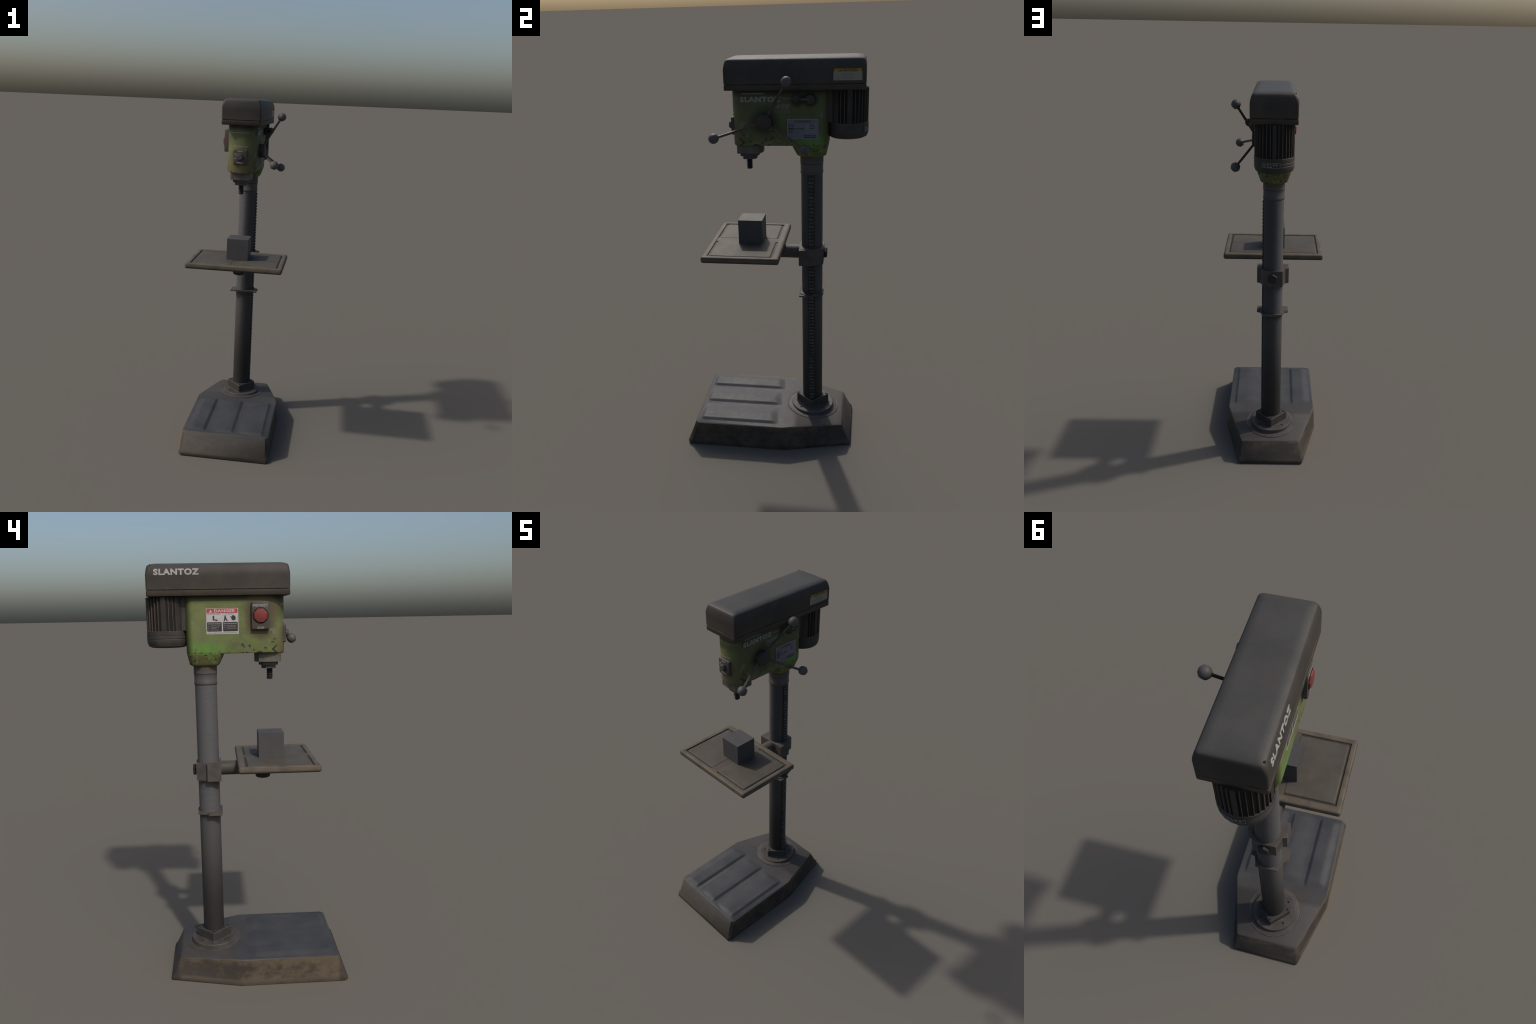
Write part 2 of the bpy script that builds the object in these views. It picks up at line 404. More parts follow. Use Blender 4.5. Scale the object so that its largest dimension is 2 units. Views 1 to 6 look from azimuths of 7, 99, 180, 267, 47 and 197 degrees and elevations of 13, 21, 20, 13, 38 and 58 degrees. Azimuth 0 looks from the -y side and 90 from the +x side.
def bevel_sharp(bm, w, seg=2, ang=30, keep=None):
    es = [e for e in bm.edges if len(e.link_faces) == 2 and e.calc_face_angle(0) > math.radians(ang)
          and (keep is None or keep(e))]
    bmesh.ops.bevel(bm, geom=es, offset=w, segments=seg, profile=0.5, affect='EDGES', clamp_overlap=True)

def loft(rings, cap0=True, cap1=True, bm=None):
    bm = bm or bmesh.new()
    vs = [[bm.verts.new(p) for p in r] for r in rings]
    n = len(rings[0])
    for a, b in zip(vs, vs[1:]):
        for i in range(n):
            j = (i + 1) % n
            bm.faces.new((a[i], a[j], b[j], b[i]))
    if cap0: bm.faces.new(list(reversed(vs[0])))
    if cap1: bm.faces.new(vs[-1])
    return bm

def box(x0, x1, y0, y1, z0, z1, bm=None):
    return loft([[(x0, y0, z), (x1, y0, z), (x1, y1, z), (x0, y1, z)] for z in (z0, z1)], bm=bm)

def prism(outline, z0, z1, bm=None):
    return loft([[(x, y, z) for x, y in outline] for z in (z0, z1)], bm=bm)

def lathe(profile, axis='Z', centre=(0, 0, 0), seg=32, phase=0.0, bm=None):
    """profile: (radius, height along axis)"""
    rings = []
    for r, h in profile:
        ring = []
        for i in range(seg):
            a = 2 * math.pi * (i + phase) / seg
            u, v = r * math.cos(a), r * math.sin(a)
            p = {'Z': (u, v, h), 'X': (h, u, v), 'Y': (v, h, u)}[axis]
            ring.append(tuple(p[k] + centre[k] for k in range(3)))
        rings.append(ring)
    return loft(rings, bm=bm)

def tube(a, b, r, seg=10, bm=None):
    a, b = Vector(a), Vector(b)
    d = (b - a).normalized()
    u = d.orthogonal().normalized(); v = d.cross(u)
    rings = [[p + r * (math.cos(t) * u + math.sin(t) * v)
              for t in (2 * math.pi * i / seg for i in range(seg))] for p in (a, b)]
    return loft(rings, bm=bm)

def round_rect(x0, x1, y0, y1, r, k=5):
    pts = []
    for cx, cy, a0 in ((x1 - r, y0 + r, -90), (x1 - r, y1 - r, 0), (x0 + r, y1 - r, 90), (x0 + r, y0 + r, 180)):
        for i in range(k + 1):
            a = math.radians(a0 + 90 * i / k)
            pts.append((cx + r * math.cos(a), cy + r * math.sin(a)))
    return pts

# faces on which things are printed: (u right, v up) -> world
def on_right(off):  return lambda u, v, w=0.0: (off + w, u, v)        # +x flank, u = y
def on_left(off):   return lambda u, v, w=0.0: (-off - w, -u, v)      # -x flank, u = -y
def on_front(fy):   return lambda u, v, w=0.0: (u, fy(u) - w, v)      # nose, u = x

def bars(name, rects, face, mat, parent, t=0.0005, base=0.0):
    """raised rectangles (u0,u1,v0,v1) on a face"""
    bm = bmesh.new()
    for u0, u1, v0, v1 in rects:
        n = max(1, int((u1 - u0) / 0.012))
        for i in range(n):
            a, b = u0 + (u1 - u0) * i / n, u0 + (u1 - u0) * (i + 1) / n
            lo = [bm.verts.new(face(u, v, base)) for u, v in ((a, v0), (b, v0), (b, v1), (a, v1))]
            hi = [bm.verts.new(face(u, v, base + t)) for u, v in ((a, v0), (b, v0), (b, v1), (a, v1))]
            bm.faces.new(hi); bm.faces.new(lo[::-1])
            for k in range(4):
                bm.faces.new((lo[k], lo[(k + 1) % 4], hi[(k + 1) % 4], hi[k]))
    return make(name, bm, mat, parent, 0)

def polys(name, shapes, face, mat, parent, t=0.0005, base=0.0):
    bm = bmesh.new()
    for s in shapes:
        loft([[face(u, v, w) for u, v in s] for w in (base, base + t)], bm=bm)
    return make(name, bm, mat, parent, 0)

def lettering(name, text, u0, u1, v0, v1, face, mat, parent, bold=0.0, shear=0.0, t=0.0006, base=0.0):
    """text fitted to a rectangle of a face, as solid letters"""
    cu = bpy.data.curves.new('letters', 'FONT')
    cu.body = text; cu.extrude = 0.5; cu.offset = bold; cu.shear = shear; cu.resolution_u = 3
    cu.space_character = 1.0 + bold * 3
    tmp = bpy.data.objects.new('letters', cu)
    bpy.context.scene.collection.objects.link(tmp)
    dg = bpy.context.evaluated_depsgraph_get()
    me = bpy.data.meshes.new_from_object(tmp.evaluated_get(dg))
    bpy.data.objects.remove(tmp); bpy.data.curves.remove(cu)
    xs = [v.co.x for v in me.vertices]; ys = [v.co.y for v in me.vertices]
    sx = (u1 - u0) / (max(xs) - min(xs)); sy = (v1 - v0) / (max(ys) - min(ys))
    mx, my = min(xs), min(ys)
    for v in me.vertices:
        v.co = face(u0 + (v.co.x - mx) * sx, v0 + (v.co.y - my) * sy, base + (t if v.co.z > 0 else 0.0))
    bm = bmesh.new(); bm.from_mesh(me); bpy.data.meshes.remove(me)
    return make(name, bm, mat, parent, 0)

def text_lines(u0, u1, vtop, n, pitch, h, seed, fill=(0.5, 1.0), gaps=True):
    """rows of small broken dashes standing for unreadable small print"""
    rnd = random.Random(seed); out = []
    for i in range(n):
        v = vtop - i * pitch; end = u0 + (u1 - u0) * rnd.uniform(*fill); u = u0
        while u < end - 0.002:
            w = min(rnd.uniform(0.004, 0.012), end - u)
            out.append((u, u + w, v - h, v)); u += w + (0.0016 if gaps else 0)
    return out

# ------------------------------------------------------------------ roots
drill = bpy.data.objects.new('pillar_drill', None)
bpy.context.scene.collection.objects.link(drill)
drill['label'] = 'worn green floor-standing pillar drill with square table'
drill['category'] = 'drill press'

# ------------------------------------------------------------------ base
FRONT_Z, REAR_Z = 0.133, 0.113
def base_top_z(y):
    return FRONT_Z if y < 0.06 else FRONT_Z + (REAR_Z - FRONT_Z) * ((y - 0.06) / (0.364 - 0.06)) ** 1.5

def base_outline(inset_side, inset_front, inset_rear, dmid):
    right = [(0.2585 - inset_side, -0.4600 + inset_front), (0.2605 - inset_side * 0.75, 0.0700 - dmid),
             (0.1745 - inset_side * 1.6, 0.4170 - inset_rear)]
    return right + [(-x, y) for x, y in reversed(right)]

def chamfered(outline, c):
    """cut polygon corners a little (one size, or one per corner)"""
    out = []
    n = len(outline)
    cuts = c if isinstance(c, (list, tuple)) else [c] * n
    for i, p in enumerate(outline):
        c = cuts[i]
        a = Vector(outline[i - 1]); b = Vector(p); d = Vector(outline[(i + 1) % n])
        out += [tuple(b + (a - b).normalized() * c), tuple(b + (d - b).normalized() * c)]
    return out

FC = [1.0, 0.35, 0.35, 0.35, 0.35, 1.0]                   # cut size per corner, front right round to front left
cut = lambda c: [c * k for k in FC]
o0 = chamfered(base_outline(0.002, 0.002, 0.002, 0), cut(0.013))
o1 = chamfered(base_outline(0.000, 0.0, 0.0, 0.0), cut(0.013))
o1b = chamfered(base_outline(0.0008, 0.003, 0.004, 0.0), cut(0.013))
o2 = chamfered(base_outline(0.0038, 0.0125, 0.0135, 0.001), cut(0.014))
o3 = chamfered(base_outline(0.0105, 0.0465, 0.049, 0.008), cut(0.015))
o4 = chamfered(base_outline(0.0155, 0.0520, 0.054, 0.008), cut(0.016))
bm = loft([[(x, y, 0.0) for x, y in o0], [(x, y, 0.005) for x, y in o1], [(x, y, 0.020) for x, y in o1b], [(x, y, 0.029) for x, y in o2],
           [(x, y, FRONT_Z - 0.004) for x, y in o3], [(x, y, FRONT_Z) for x, y in o4]])
# the deck falls away gently towards the back
for yc in (0.06, 0.10, 0.14, 0.18, 0.22, 0.26, 0.30, 0.34):
    bmesh.ops.bisect_plane(bm, geom=bm.verts[:] + bm.edges[:] + bm.faces[:], plane_co=(0, yc, 0), plane_no=(0, 1, 0))
for v in bm.verts:
    if v.co.z > 0.12:
        v.co.z += base_top_z(v.co.y) - FRONT_Z
base = make('base', bm, BASE, drill, 38)

# three low pressed swells on the front deck: each climbs gently and ends in a tight crease on its right
def smooth(t):
    t = max(0.0, min(1.0, t))
    return t * t * (3 - 2 * t)
SWELL = [(-0.240, 0.0), (-0.188, 1.0), (-0.134, 0.90), (-0.110, 0.0), (0.006, 1.0), (0.028, 0.90),
         (0.052, 0.0), (0.158, 1.0), (0.203, 0.92), (0.225, 0.0), (0.240, 0.0)]
def swell(x):
    for (a, ha), (b, hb) in zip(SWELL, SWELL[1:]):
        if x <= b:
            return ha + (hb - ha) * smooth((x - a) / (b - a))
    return 0.0
bm = bmesh.new()
NX, NY = 150, 60
grid = []
for j in range(NY + 1):
    y = -0.402 + 0.445 * j / NY
    row = []
    for i in range(NX + 1):
        x = -0.240 + 0.480 * i / NX
        r = 0.5 * (1 - math.cos(2 * math.pi * (x + 0.111) / 0.163))           # ends are rounded, deepest at the creases
        fade = smooth((y + 0.400) / 0.026) * smooth((0.040 - 0.012 * r - y) / 0.050)
        row.append(bm.verts.new((x, y, FRONT_Z - 0.0005 + 0.0115 * swell(x) * fade)))
    grid.append(row)
for j in range(NY):
    for i in range(NX):
        bm.faces.new((grid[j][i], grid[j][i + 1], grid[j + 1][i + 1], grid[j + 1][i]))
make('deck_swell', bm, BASE, base, 60)

# column foot: low ring following the deck slope, round disc, turned block
slope = math.atan((REAR_Z - FRONT_Z) / 0.304)
bm = lathe([(0.139, -0.004), (0.139, 0.0012), (0.1375, 0.0020), (0.1345, 0.0010), (0.132, 0.0022), (0.122, 0.0030),
            (0.116, 0.0052), (0.100, 0.0052)], seg=56)
bmesh.ops.rotate(bm, verts=bm.verts, cent=(0, 0, 0), matrix=Matrix.Rotation(slope, 3, 'X'))
bmesh.ops.translate(bm, verts=bm.verts, vec=(0, 0.2, base_top_z(0.2)))
make('flange_ring', bm, FLANGE, base)
bm = lathe([(0.1135, 0.108), (0.1135, 0.139), (0.1125, 0.1435), (0.1095, 0.1462), (0.0, 0.1462)][:-1],
           centre=(0, 0.2, 0), seg=56)
flange = make('flange_disc', bm, FLANGE, base)
def diamond(r, c=0.006):
    return chamfered([(0, 0.2 - r), (r, 0.2), (0, 0.2 + r), (-r, 0.2)], c)
bm = loft([[(x, y, z) for x, y in diamond(r, c)] for r, c, z in
           ((0.0965, .004, 0.140), (0.0965, .004, 0.1475), (0.0950, .004, 0.1490), (0.0905, .005, 0.1495),
            (0.0900, .005, 0.152), (0.0895, .005, 0.1935), (0.0865, .006, 0.1968))])
make('foot_block', bm, BLOCK_IRON, base, 30)
bolt_me = new_mesh('flange_bolt', lathe([(0.0055, -0.004), (0.0055, 0.0022), (0.0040, 0.0036)], seg=6), BOLT)
ring_me = new_mesh('bolt_washer', lathe([(0.0090, -0.004), (0.0090, 0.0005), (0.0080, 0.0010)], seg=14), BLOCK_IRON)
for sx in (-1, 1):
    for sy in (-1, 1):
        p = (sx * 0.064, 0.2 + sy * 0.059, 0.1463)
        obj('flange_bolt', bolt_me, base, p); obj('bolt_washer', ring_me, base, p)
for dx, dy in ((0.072, 0), (-0.072, 0), (0, 0.074), (0, -0.074)):
    obj('flange_bolt', bolt_me, base, (dx, 0.2 + dy, 0.1966))

# ------------------------------------------------------------------ column
bm = lathe([(R_COL, 0.15), (R_COL, 1.47)], centre=(0, COL_Y, 0), seg=12, phase=0.5)
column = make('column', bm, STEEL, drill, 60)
bm = lathe([(0.052, 1.452), (0.0540, 1.453), (0.0550, 1.457), (0.0550, 1.462), (0.0535, 1.465), (0.0535, 1.498),
            (0.0548, 1.502), (0.0552, 1.507), (0.0552, 1.545)], centre=(0, COL_Y, 0), seg=12, phase=0.5)
bmesh.ops.scale(bm, verts=bm.verts, vec=(1.033, 1.033, 1), space=Matrix.Translation((0, -COL_Y, 0)))
make('collar', bm, COLLAR, column, 60)
# rack: backing strip with teeth let into the column
bm = bmesh.new()
box(0.046, 0.0528, COL_Y - 0.0158, COL_Y + 0.0158, 0.197, 1.458, bm)
make('rack_bed', bm, GREASE, column, 0)
bm = bmesh.new()
RACK = worn_metal('rack_tooth_steel', (0.066, 0.061, 0.057), rust=(0.05, 0.044, 0.038), rust_amt=0.6, scale=40, contrast=0.5)
z, pitch = 0.206, 0.0186
while z < 1.452:
    if not 0.985 < z < 1.08:
        y0, y1 = COL_Y - 0.0122, COL_Y + 0.0122
        h = 0.0058
        loft([[(0.050, y0, z - h), (0.050, y1, z - h), (0.050, y1, z + h), (0.050, y0, z + h)],
              [(0.0570, y0, z - h * .78), (0.0570, y1, z - h * .78), (0.0570, y1, z + h * .78), (0.0570, y0, z + h * .78)]], bm=bm)
    z += pitch
rack = make('rack_teeth', bm, RACK, column, 0)
rack['kind'] = 'stuff'

# ------------------------------------------------------------------ clamp, arm, lower plate
def clamp_outline():
    right = [(0.0825, 0.1385), (0.0835, 0.205), (0.0655, 0.2125), (0.0535, 0.243), (0.0505, 0.2585)]
    return right + [(-x, y) for x, y in reversed(right)]
def clamp_crown(grow=0.0):
    arc = []
    for i in range(13):
        a = math.radians(-180 + 180 * i / 12)
        arc.append((0.0815 * math.cos(a), max(COL_Y + 0.0815 * math.sin(a), 0.1375)))
    return arc + [(0.0635, 0.2115), (0.0520, 0.242), (0.0490, 0.2570), (-0.0490, 0.2570), (-0.0520, 0.242), (-0.0635, 0.2115)]
bm = prism(clamp_outline(), 0.992, 1.0742)
bevel_sharp(bm, 0.003, 2)
clamp = make('clamp', bm, IRON, drill)
bm = prism(clamp_crown(), 1.060, 1.0758)
bevel_sharp(bm, 0.0015, 2, 50)
make('clamp_crown', bm, IRON, clamp)
bm = lathe([(0.027, 0.250), (0.027, 0.271), (0.0235, 0.2755)], axis='Y', centre=(0, 0, 1.0365), seg=6)
make('clamp_bolt', bm, BOLT, clamp, 20)
bm = lathe([(0.0345, 0.142), (0.0340, -0.110)][::-1], axis='Y', centre=(0, 0, 1.0405), seg=24)
make('table_arm', bm, IRON, clamp)
bm = prism(clamp_outline(), 0.8195, 0.8265)  # stray lower cap left over from the clamp mesh, not a working part
bevel_sharp(bm, 0.0012, 1)
stray_cap = make('stray_clamp_cap', bm, IRON, drill)
bm = prism(clamp_crown(), 0.821, 0.8295)
bevel_sharp(bm, 0.0018, 1, 50)
make('stray_cap_crown', bm, IRON, stray_cap)

# ------------------------------------------------------------------ table
bm = bmesh.new()
TZ, TF = 1.0985, 1.0925
xs = [-0.272, -0.2455, -0.0185, 0.0255, 0.2455, 0.272]; ys = [-0.318, -0.2905, 0.0275, 0.062]
pocket = {(1, 1), (2, 1), (3, 1)}
gv = [[bm.verts.new((x, y, TZ)) for x in xs] for y in ys]
for j in range(3):
    for i in range(5):
        q = (gv[j][i], gv[j][i + 1], gv[j + 1][i + 1], gv[j + 1][i])
        if (i, j) in pocket:
            pass
        else:
            bm.faces.new(q)
tray = [gv[1][k] for k in range(1, 5)] + [gv[2][k] for k in range(4, 0, -1)]
low = [bm.verts.new((v.co.x, v.co.y, TF)) for v in tray]
bm.faces.new(low)
for k in range(len(tray)):
    m = (k + 1) % len(tray)
    bm.faces.new((tray[k], tray[m], low[m], low[k]))
border = gv[0] + [gv[j][5] for j in (1, 2, 3)] + gv[3][4::-1] + [gv[j][0] for j in (2, 1)]
lowb = [bm.verts.new((v.co.x, v.co.y, 1.0665)) for v in border]
for k in range(len(border)):
    m = (k + 1) % len(border)
    bm.faces.new((border[k], border[m], lowb[m], lowb[k]))
bm.faces.new(lowb[::-1])
bmesh.ops.recalc_face_normals(bm, faces=bm.faces)
bevel_sharp(bm, 0.0115, 5, keep=lambda e: all(abs(abs(v.co.x) - 0.272) < 1e-4 or min(abs(v.co.y + 0.318), abs(v.co.y - 0.062)) < 1e-4 for v in e.verts))
bevel_sharp(bm, 0.0045, 3, 40, keep=lambda e: all(TF + .001 < v.co.z and abs(v.co.x) < 0.25 and -0.295 < v.co.y < 0.03 for v in e.verts))
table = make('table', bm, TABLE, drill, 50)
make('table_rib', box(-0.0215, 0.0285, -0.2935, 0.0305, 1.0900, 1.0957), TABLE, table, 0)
for x0, x1 in ((-0.2385, -0.0180), (0.0250, 0.2385)):
    bm = loft([[(x, y, z) for x, y in round_rect(x0 + d, x1 - d, -0.2815 + d, 0.0190 - d, 0.009)]
               for d, z in ((0, 1.0905), (0, 1.0935), (0.0012, 1.0955), (0.004, 1.0970), (0.008, 1.0974))])
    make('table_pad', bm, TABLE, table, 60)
bm = lathe([(0.026, 0.9885), (0.034, 0.9915), (0.037, 0.998), (0.037, 1.072)], centre=(0, -0.067, 0), seg=12)
make('pivot_boss', bm, GREASE, table, 50)

# ------------------------------------------------------------------ workpiece (lifts off)
block_bm = box(-0.061, 0.061, -0.1665, -0.0445, 1.0976, 1.2190)
bevel_sharp(block_bm, 0.0010, 1)
block = obj('metal_block', new_mesh('metal_block', block_bm, BLANK, 30))
block['label'] = 'plain grey steel cube lying on the drill table'
block['category'] = 'metal block'

# ------------------------------------------------------------------ head casting
HW = 0.085
NOSE = [(0.0, -0.1755), (0.016, -0.1745), (0.032, -0.1705), (0.047, -0.1635), (0.060, -0.1520), (0.071, -0.1360),
        (0.0785, -0.1150), (0.083, -0.0900), (0.085, -0.0600)]
def nose_y(x):
    x = abs(x)
    for (a, ya), (b, yb) in zip(NOSE, NOSE[1:]):
        if x <= b:
            return ya + (yb - ya) * (x - a) / (b - a)
    return -0.06
rear = []
for i in range(7):
    a = math.radians(90 * i / 6)
    rear.append((HW - 0.034 + 0.034 * math.cos(a), 0.282 - 0.034 + 0.034 * math.sin(a)))
half = NOSE[1:] + [(0.085, 0.04), (0.085, 0.11)] + rear
plan = [NOSE[0]] + half + [(-x, y) for x, y in reversed(half)]
def head_bottom(x, y):
    return 1.5985 - 0.006 * max(0.0, (-0.11 - y) / 0.065)
rings = []
for d, dz in ((0.006, 0.0), (0.002, 0.0015), (0.0, 0.006)):
    rings.append([(x * (1 - d / HW), y + (d if y < 0 else -d), head_bottom(x, y) + dz) for x, y in plan])
rings.append([(x, y, 1.72) for x, y in plan])
rings.append([(x, y, 1.8585) for x, y in plan])
bm = loft(rings)
bmesh.ops.triangulate(bm, faces=[f for f in bm.faces if len(f.verts) > 4])
head = make('head_casting', bm, GREEN, drill, 45)
# socket over the column
rings = [[(x, y, z) for x, y in round_rect(-w, w, y0, y1, r, 5)] for w, y0, y1, r, z in
         ((0.0550, 0.1450, 0.2540, 0.052, 1.5370), (0.0665, 0.1315, 0.2700, 0.036, 1.5470), (0.0680, 0.1300, 0.2710, 0.036, 1.5500),
          (0.0835, 0.1090, 0.2805, 0.036, 1.5950), (0.0845, 0.1080, 0.2815, 0.035, 1.6010))]
bm = loft(rings)
make('column_socket', bm, GREEN, head, 40)

R = on_right(HW); L = on_left(HW); F = on_front(nose_y)
# right flank lettering
lettering('maker_lettering', 'SLANTOZ', -0.126, 0.064, 1.8025, 1.8270, R, INK_GREEN, head, bold=0.045)
lettering('type_number', '1498', 0.022, 0.105, 1.7680, 1.7935, R, INK_FAINT, head, bold=0.012, shear=0.25)
lettering('duty_lettering', 'Heavy Duty', 0.035, 0.110, 1.7505, 1.7630, R, INK_FAINT, head, shear=0.25)
bars('faint_small_print', text_lines(-0.117, -0.011, 1.8440, 1, 0.01, 0.0065, 3, (1, 1)), R, INK_FAINT, head, 0.0003)
bars('paint_stripe', [(0.069, 0.118, 1.8150, 1.8180)], R, INK_FAINT, head)
bars('nose_stripe', [(-0.060, 0.077, 1.8150, 1.8185)], F, INK_FAINT, head, 0.0006)
lettering('power_lettering', 'POWER', -0.038, 0.041, 1.7350, 1.7470, F, INK_WARM, head, bold=0.035)

# alloy data plate on the right flank
PW = 0.0016
bars('data_plate', [(0.0925, 0.2365, 1.6325, 1.7255)], R, PLATE, head, PW)
plate = head          # its print hangs on the casting too
bars('plate_border', [(0.0925, 0.2365, 1.7225, 1.7255), (0.0925, 0.0945, 1.6325, 1.7225), (0.2345, 0.2365, 1.6325, 1.7225),
                      (0.0945, 0.2345, 1.6325, 1.6342)], R, PLATE_EDGE, plate, 0.0006, PW)
lettering('plate_title', 'D-PRESS', 0.126, 0.200, 1.7085, 1.7185, R, LABEL_BLACK, plate, bold=0.02, base=PW)
bars('plate_small_print', text_lines(0.098, 0.126, 1.7005, 3, 0.0085, 0.0036, 11, (0.85, 1)) +
     text_lines(0.098, 0.170, 1.6815, 1, 0.008, 0.0040, 12, (1, 1)) + text_lines(0.098, 0.130, 1.6735, 2, 0.0075, 0.0034, 13, (0.7, 1)) +
     text_lines(0.196, 0.222, 1.6995, 3, 0.0085, 0.0042, 14, (0.6, 1)) + text_lines(0.170, 0.228, 1.6500, 2, 0.0080, 0.0046, 15, (0.9, 1)),
     R, LABEL_BLACK, plate, 0.0003, PW)
bars('plate_rule_lines', [(0.176, 0.229, 1.6990 - i * 0.0078, 1.7008 - i * 0.0078) for i in range(6)], R, PLATE_EDGE, plate, 0.0002, PW)

# danger label on the left flank (u = -y)
du0, du1, dv0, dv1 = -0.187, -0.0405, 1.6865, 1.8015
bars('danger_label', [(du0, du1, dv0, dv1)], L, PAPER, head, 0.0008)
dl = head
LB = 0.0008
polys('danger_header', [round_rect(du0 + .002, du1 - .003, dv1 - .0215, dv1 - .0015, .004)], L, LABEL_RED, dl, 0.0003, LB)
lettering('danger_lettering', 'DANGER', -0.150, -0.054, dv1 - .0185, dv1 - .0045, L, PAPER, dl, bold=0.04, base=LB + .0003)
polys('warning_sign', [[(-0.174, dv1 - .0185), (-0.158, dv1 - .0185), (-0.166, dv1 - .0055)]], L, PAPER, dl, 0.0004, LB + .0003)
polys('text_panel', [round_rect(du0 + .003, -0.1165, dv0 + .012, dv0 + .054, .004), round_rect(-0.1115, du1 - .003, dv0 + .012, dv0 + .054, .004)],
      L, LABEL_BLACK, dl, 0.0003, LB)
bars('panel_print', text_lines(-0.180, -0.120, dv0 + .049, 1, .008, .0045, 21, (.95, 1)) + text_lines(-0.180, -0.170, dv0 + .037, 3, .0085, .0022, 22, (.9, 1)) +
     text_lines(-0.167, -0.121, dv0 + .0385, 4, .0062, .0022, 23, (.6, 1)) + text_lines(-0.108, -0.047, dv0 + .049, 1, .008, .0045, 24, (.95, 1)) +
     text_lines(-0.108, -0.097, dv0 + .039, 2, .0085, .0022, 25, (.9, 1)) + text_lines(-0.094, -0.048, dv0 + .0395, 3, .0062, .0022, 26, (.6, 1)),
     L, LABEL_GREY, dl, 0.0002, LB + .0003)
bars('label_print', text_lines(-0.184, -0.120, dv1 - .024, 1, .01, .003, 31, (.95, 1)) + text_lines(-0.095, -0.064, dv1 - .024, 1, .01, .003, 32, (1, 1)) +
     text_lines(-0.183, -0.046, dv0 + .0075, 1, .01, .004, 33, (1, 1)) +
     [(-0.1145, -0.1137, dv0 + .055, dv1 - .027), (-0.0445, -0.0437, dv0 + .058, dv1 - .027), (-0.184, -0.1832, dv0 + .058, dv1 - .030)],
     L, LABEL_GREY, dl, 0.0002, LB)
pict = [[(-0.1575, 1.7500), (-0.1490, 1.7500), (-0.1490, 1.7540), (-0.1440, 1.7535), (-0.1450, 1.7480), (-0.1575, 1.7480)],
        round_rect(-0.1575, -0.1500, 1.7500, 1.7690, .003),
        round_rect(-0.1455, -0.1350, 1.7455, 1.7520, .003),
        [(-0.108, 1.7440), (-0.103, 1.7440), (-0.098, 1.7530), (-0.094, 1.7440), (-0.088, 1.7440), (-0.0965, 1.7600), (-0.0985, 1.7700), (-0.1030, 1.7700), (-0.1045, 1.7590)],
        [(-0.0775 , 1.7655), (-0.0715, 1.7640), (-0.0665, 1.7705), (-0.0605, 1.7705), (-0.0530, 1.7630), (-0.0530, 1.7530), (-0.0565, 1.7480), (-0.0700, 1.7480), (-0.0720, 1.7560)]]
polys('label_pictogram', pict, L, LABEL_BLACK, dl, 0.0003, LB)
polys('label_red_mark', [[(-0.1365, 1.7500), (-0.1320, 1.7510), (-0.1320, 1.7490), (-0.1365, 1.7485)],
                         [(-0.0790, 1.7655), (-0.0750, 1.7630), (-0.0745, 1.7610), (-0.0790, 1.7640)]], L, LABEL_RED, dl, 0.0004, LB)

# ------------------------------------------------------------------ emergency stop (left flank)
bm = loft([[(-x, y, z) for y, z in round_rect(-0.1005 + d, -0.0190 - d, 1.7045 + d, 1.8290 - d, 0.006, 3)]
           for d, x in ((0.0, 0.080), (0.0, 0.1015), (0.0012, 0.1035), (0.0040, 0.1050))])
stop = make('emergency_stop', bm, BOX, drill, 40)
S = on_left(0.1050)
bm = lathe([(0.0325, -0.104), (0.0335, -0.1075), (0.0315, -0.1115), (0.0240, -0.1135)], axis='X', centre=(0, -0.0605, 1.7670), seg=8, phase=0.5)
make('stop_button', bm, RED, stop, 25)
bm = lathe([(0.0365, -0.1045), (0.0365, -0.1056)], axis='X', centre=(0, -0.0605, 1.7670), seg=24)
make('button_ring', bm, GAP, stop)
lettering('emergency_lettering', 'EMERGENCY', 0.0255, 0.0935, 1.8060, 1.8170, S, INK_BOX, stop)
lettering('stop_lettering', 'STOP', 0.0445, 0.0760, 1.7070, 1.7170, S, INK_BOX, stop)

# ------------------------------------------------------------------ speed control on the nose
bm = loft([[(x, y, z) for x, z in round_rect(-0.0395 + d, 0.0395 - d, 1.6430 + d, 1.7270 - d, 0.008, 4)]
           for d, y in ((0, -0.150), (0, -0.1800), (0.0012, -0.1818), (0.0032, -0.1828))])
speed = make('speed_control', bm, BOX, drill, 40)
SF = on_front(lambda u: -0.1828)
bm = lathe([(0.0175, 0.175), (0.0185, 0.187), (0.0180, 0.1945), (0.0145, 0.1985)], axis='Y', centre=(0, 0, 0), seg=14)
bmesh.ops.scale(bm, verts=bm.verts, vec=(1, -1, 1)); bmesh.ops.translate(bm, verts=bm.verts, vec=(-0.001, 0, 1.6860))
make('speed_knob', bm, BOX, speed, 40)
lettering('rpm_lettering', 'RPM', -0.012, 0.012, 1.7125, 1.7195, SF, INK_BOX, speed, bold=0.01)
lettering('speed_lettering', 'SPEED', -0.020, 0.018, 1.6500, 1.6580, SF, INK_BOX, speed, bold=0.01)
bars('dial_mark', [(-0.030, -0.027, 1.6920, 1.7040), (-0.027, -0.022, 1.7010, 1.7040), (-0.036, -0.024, 1.6760, 1.6790)], SF, INK_BOX, speed)

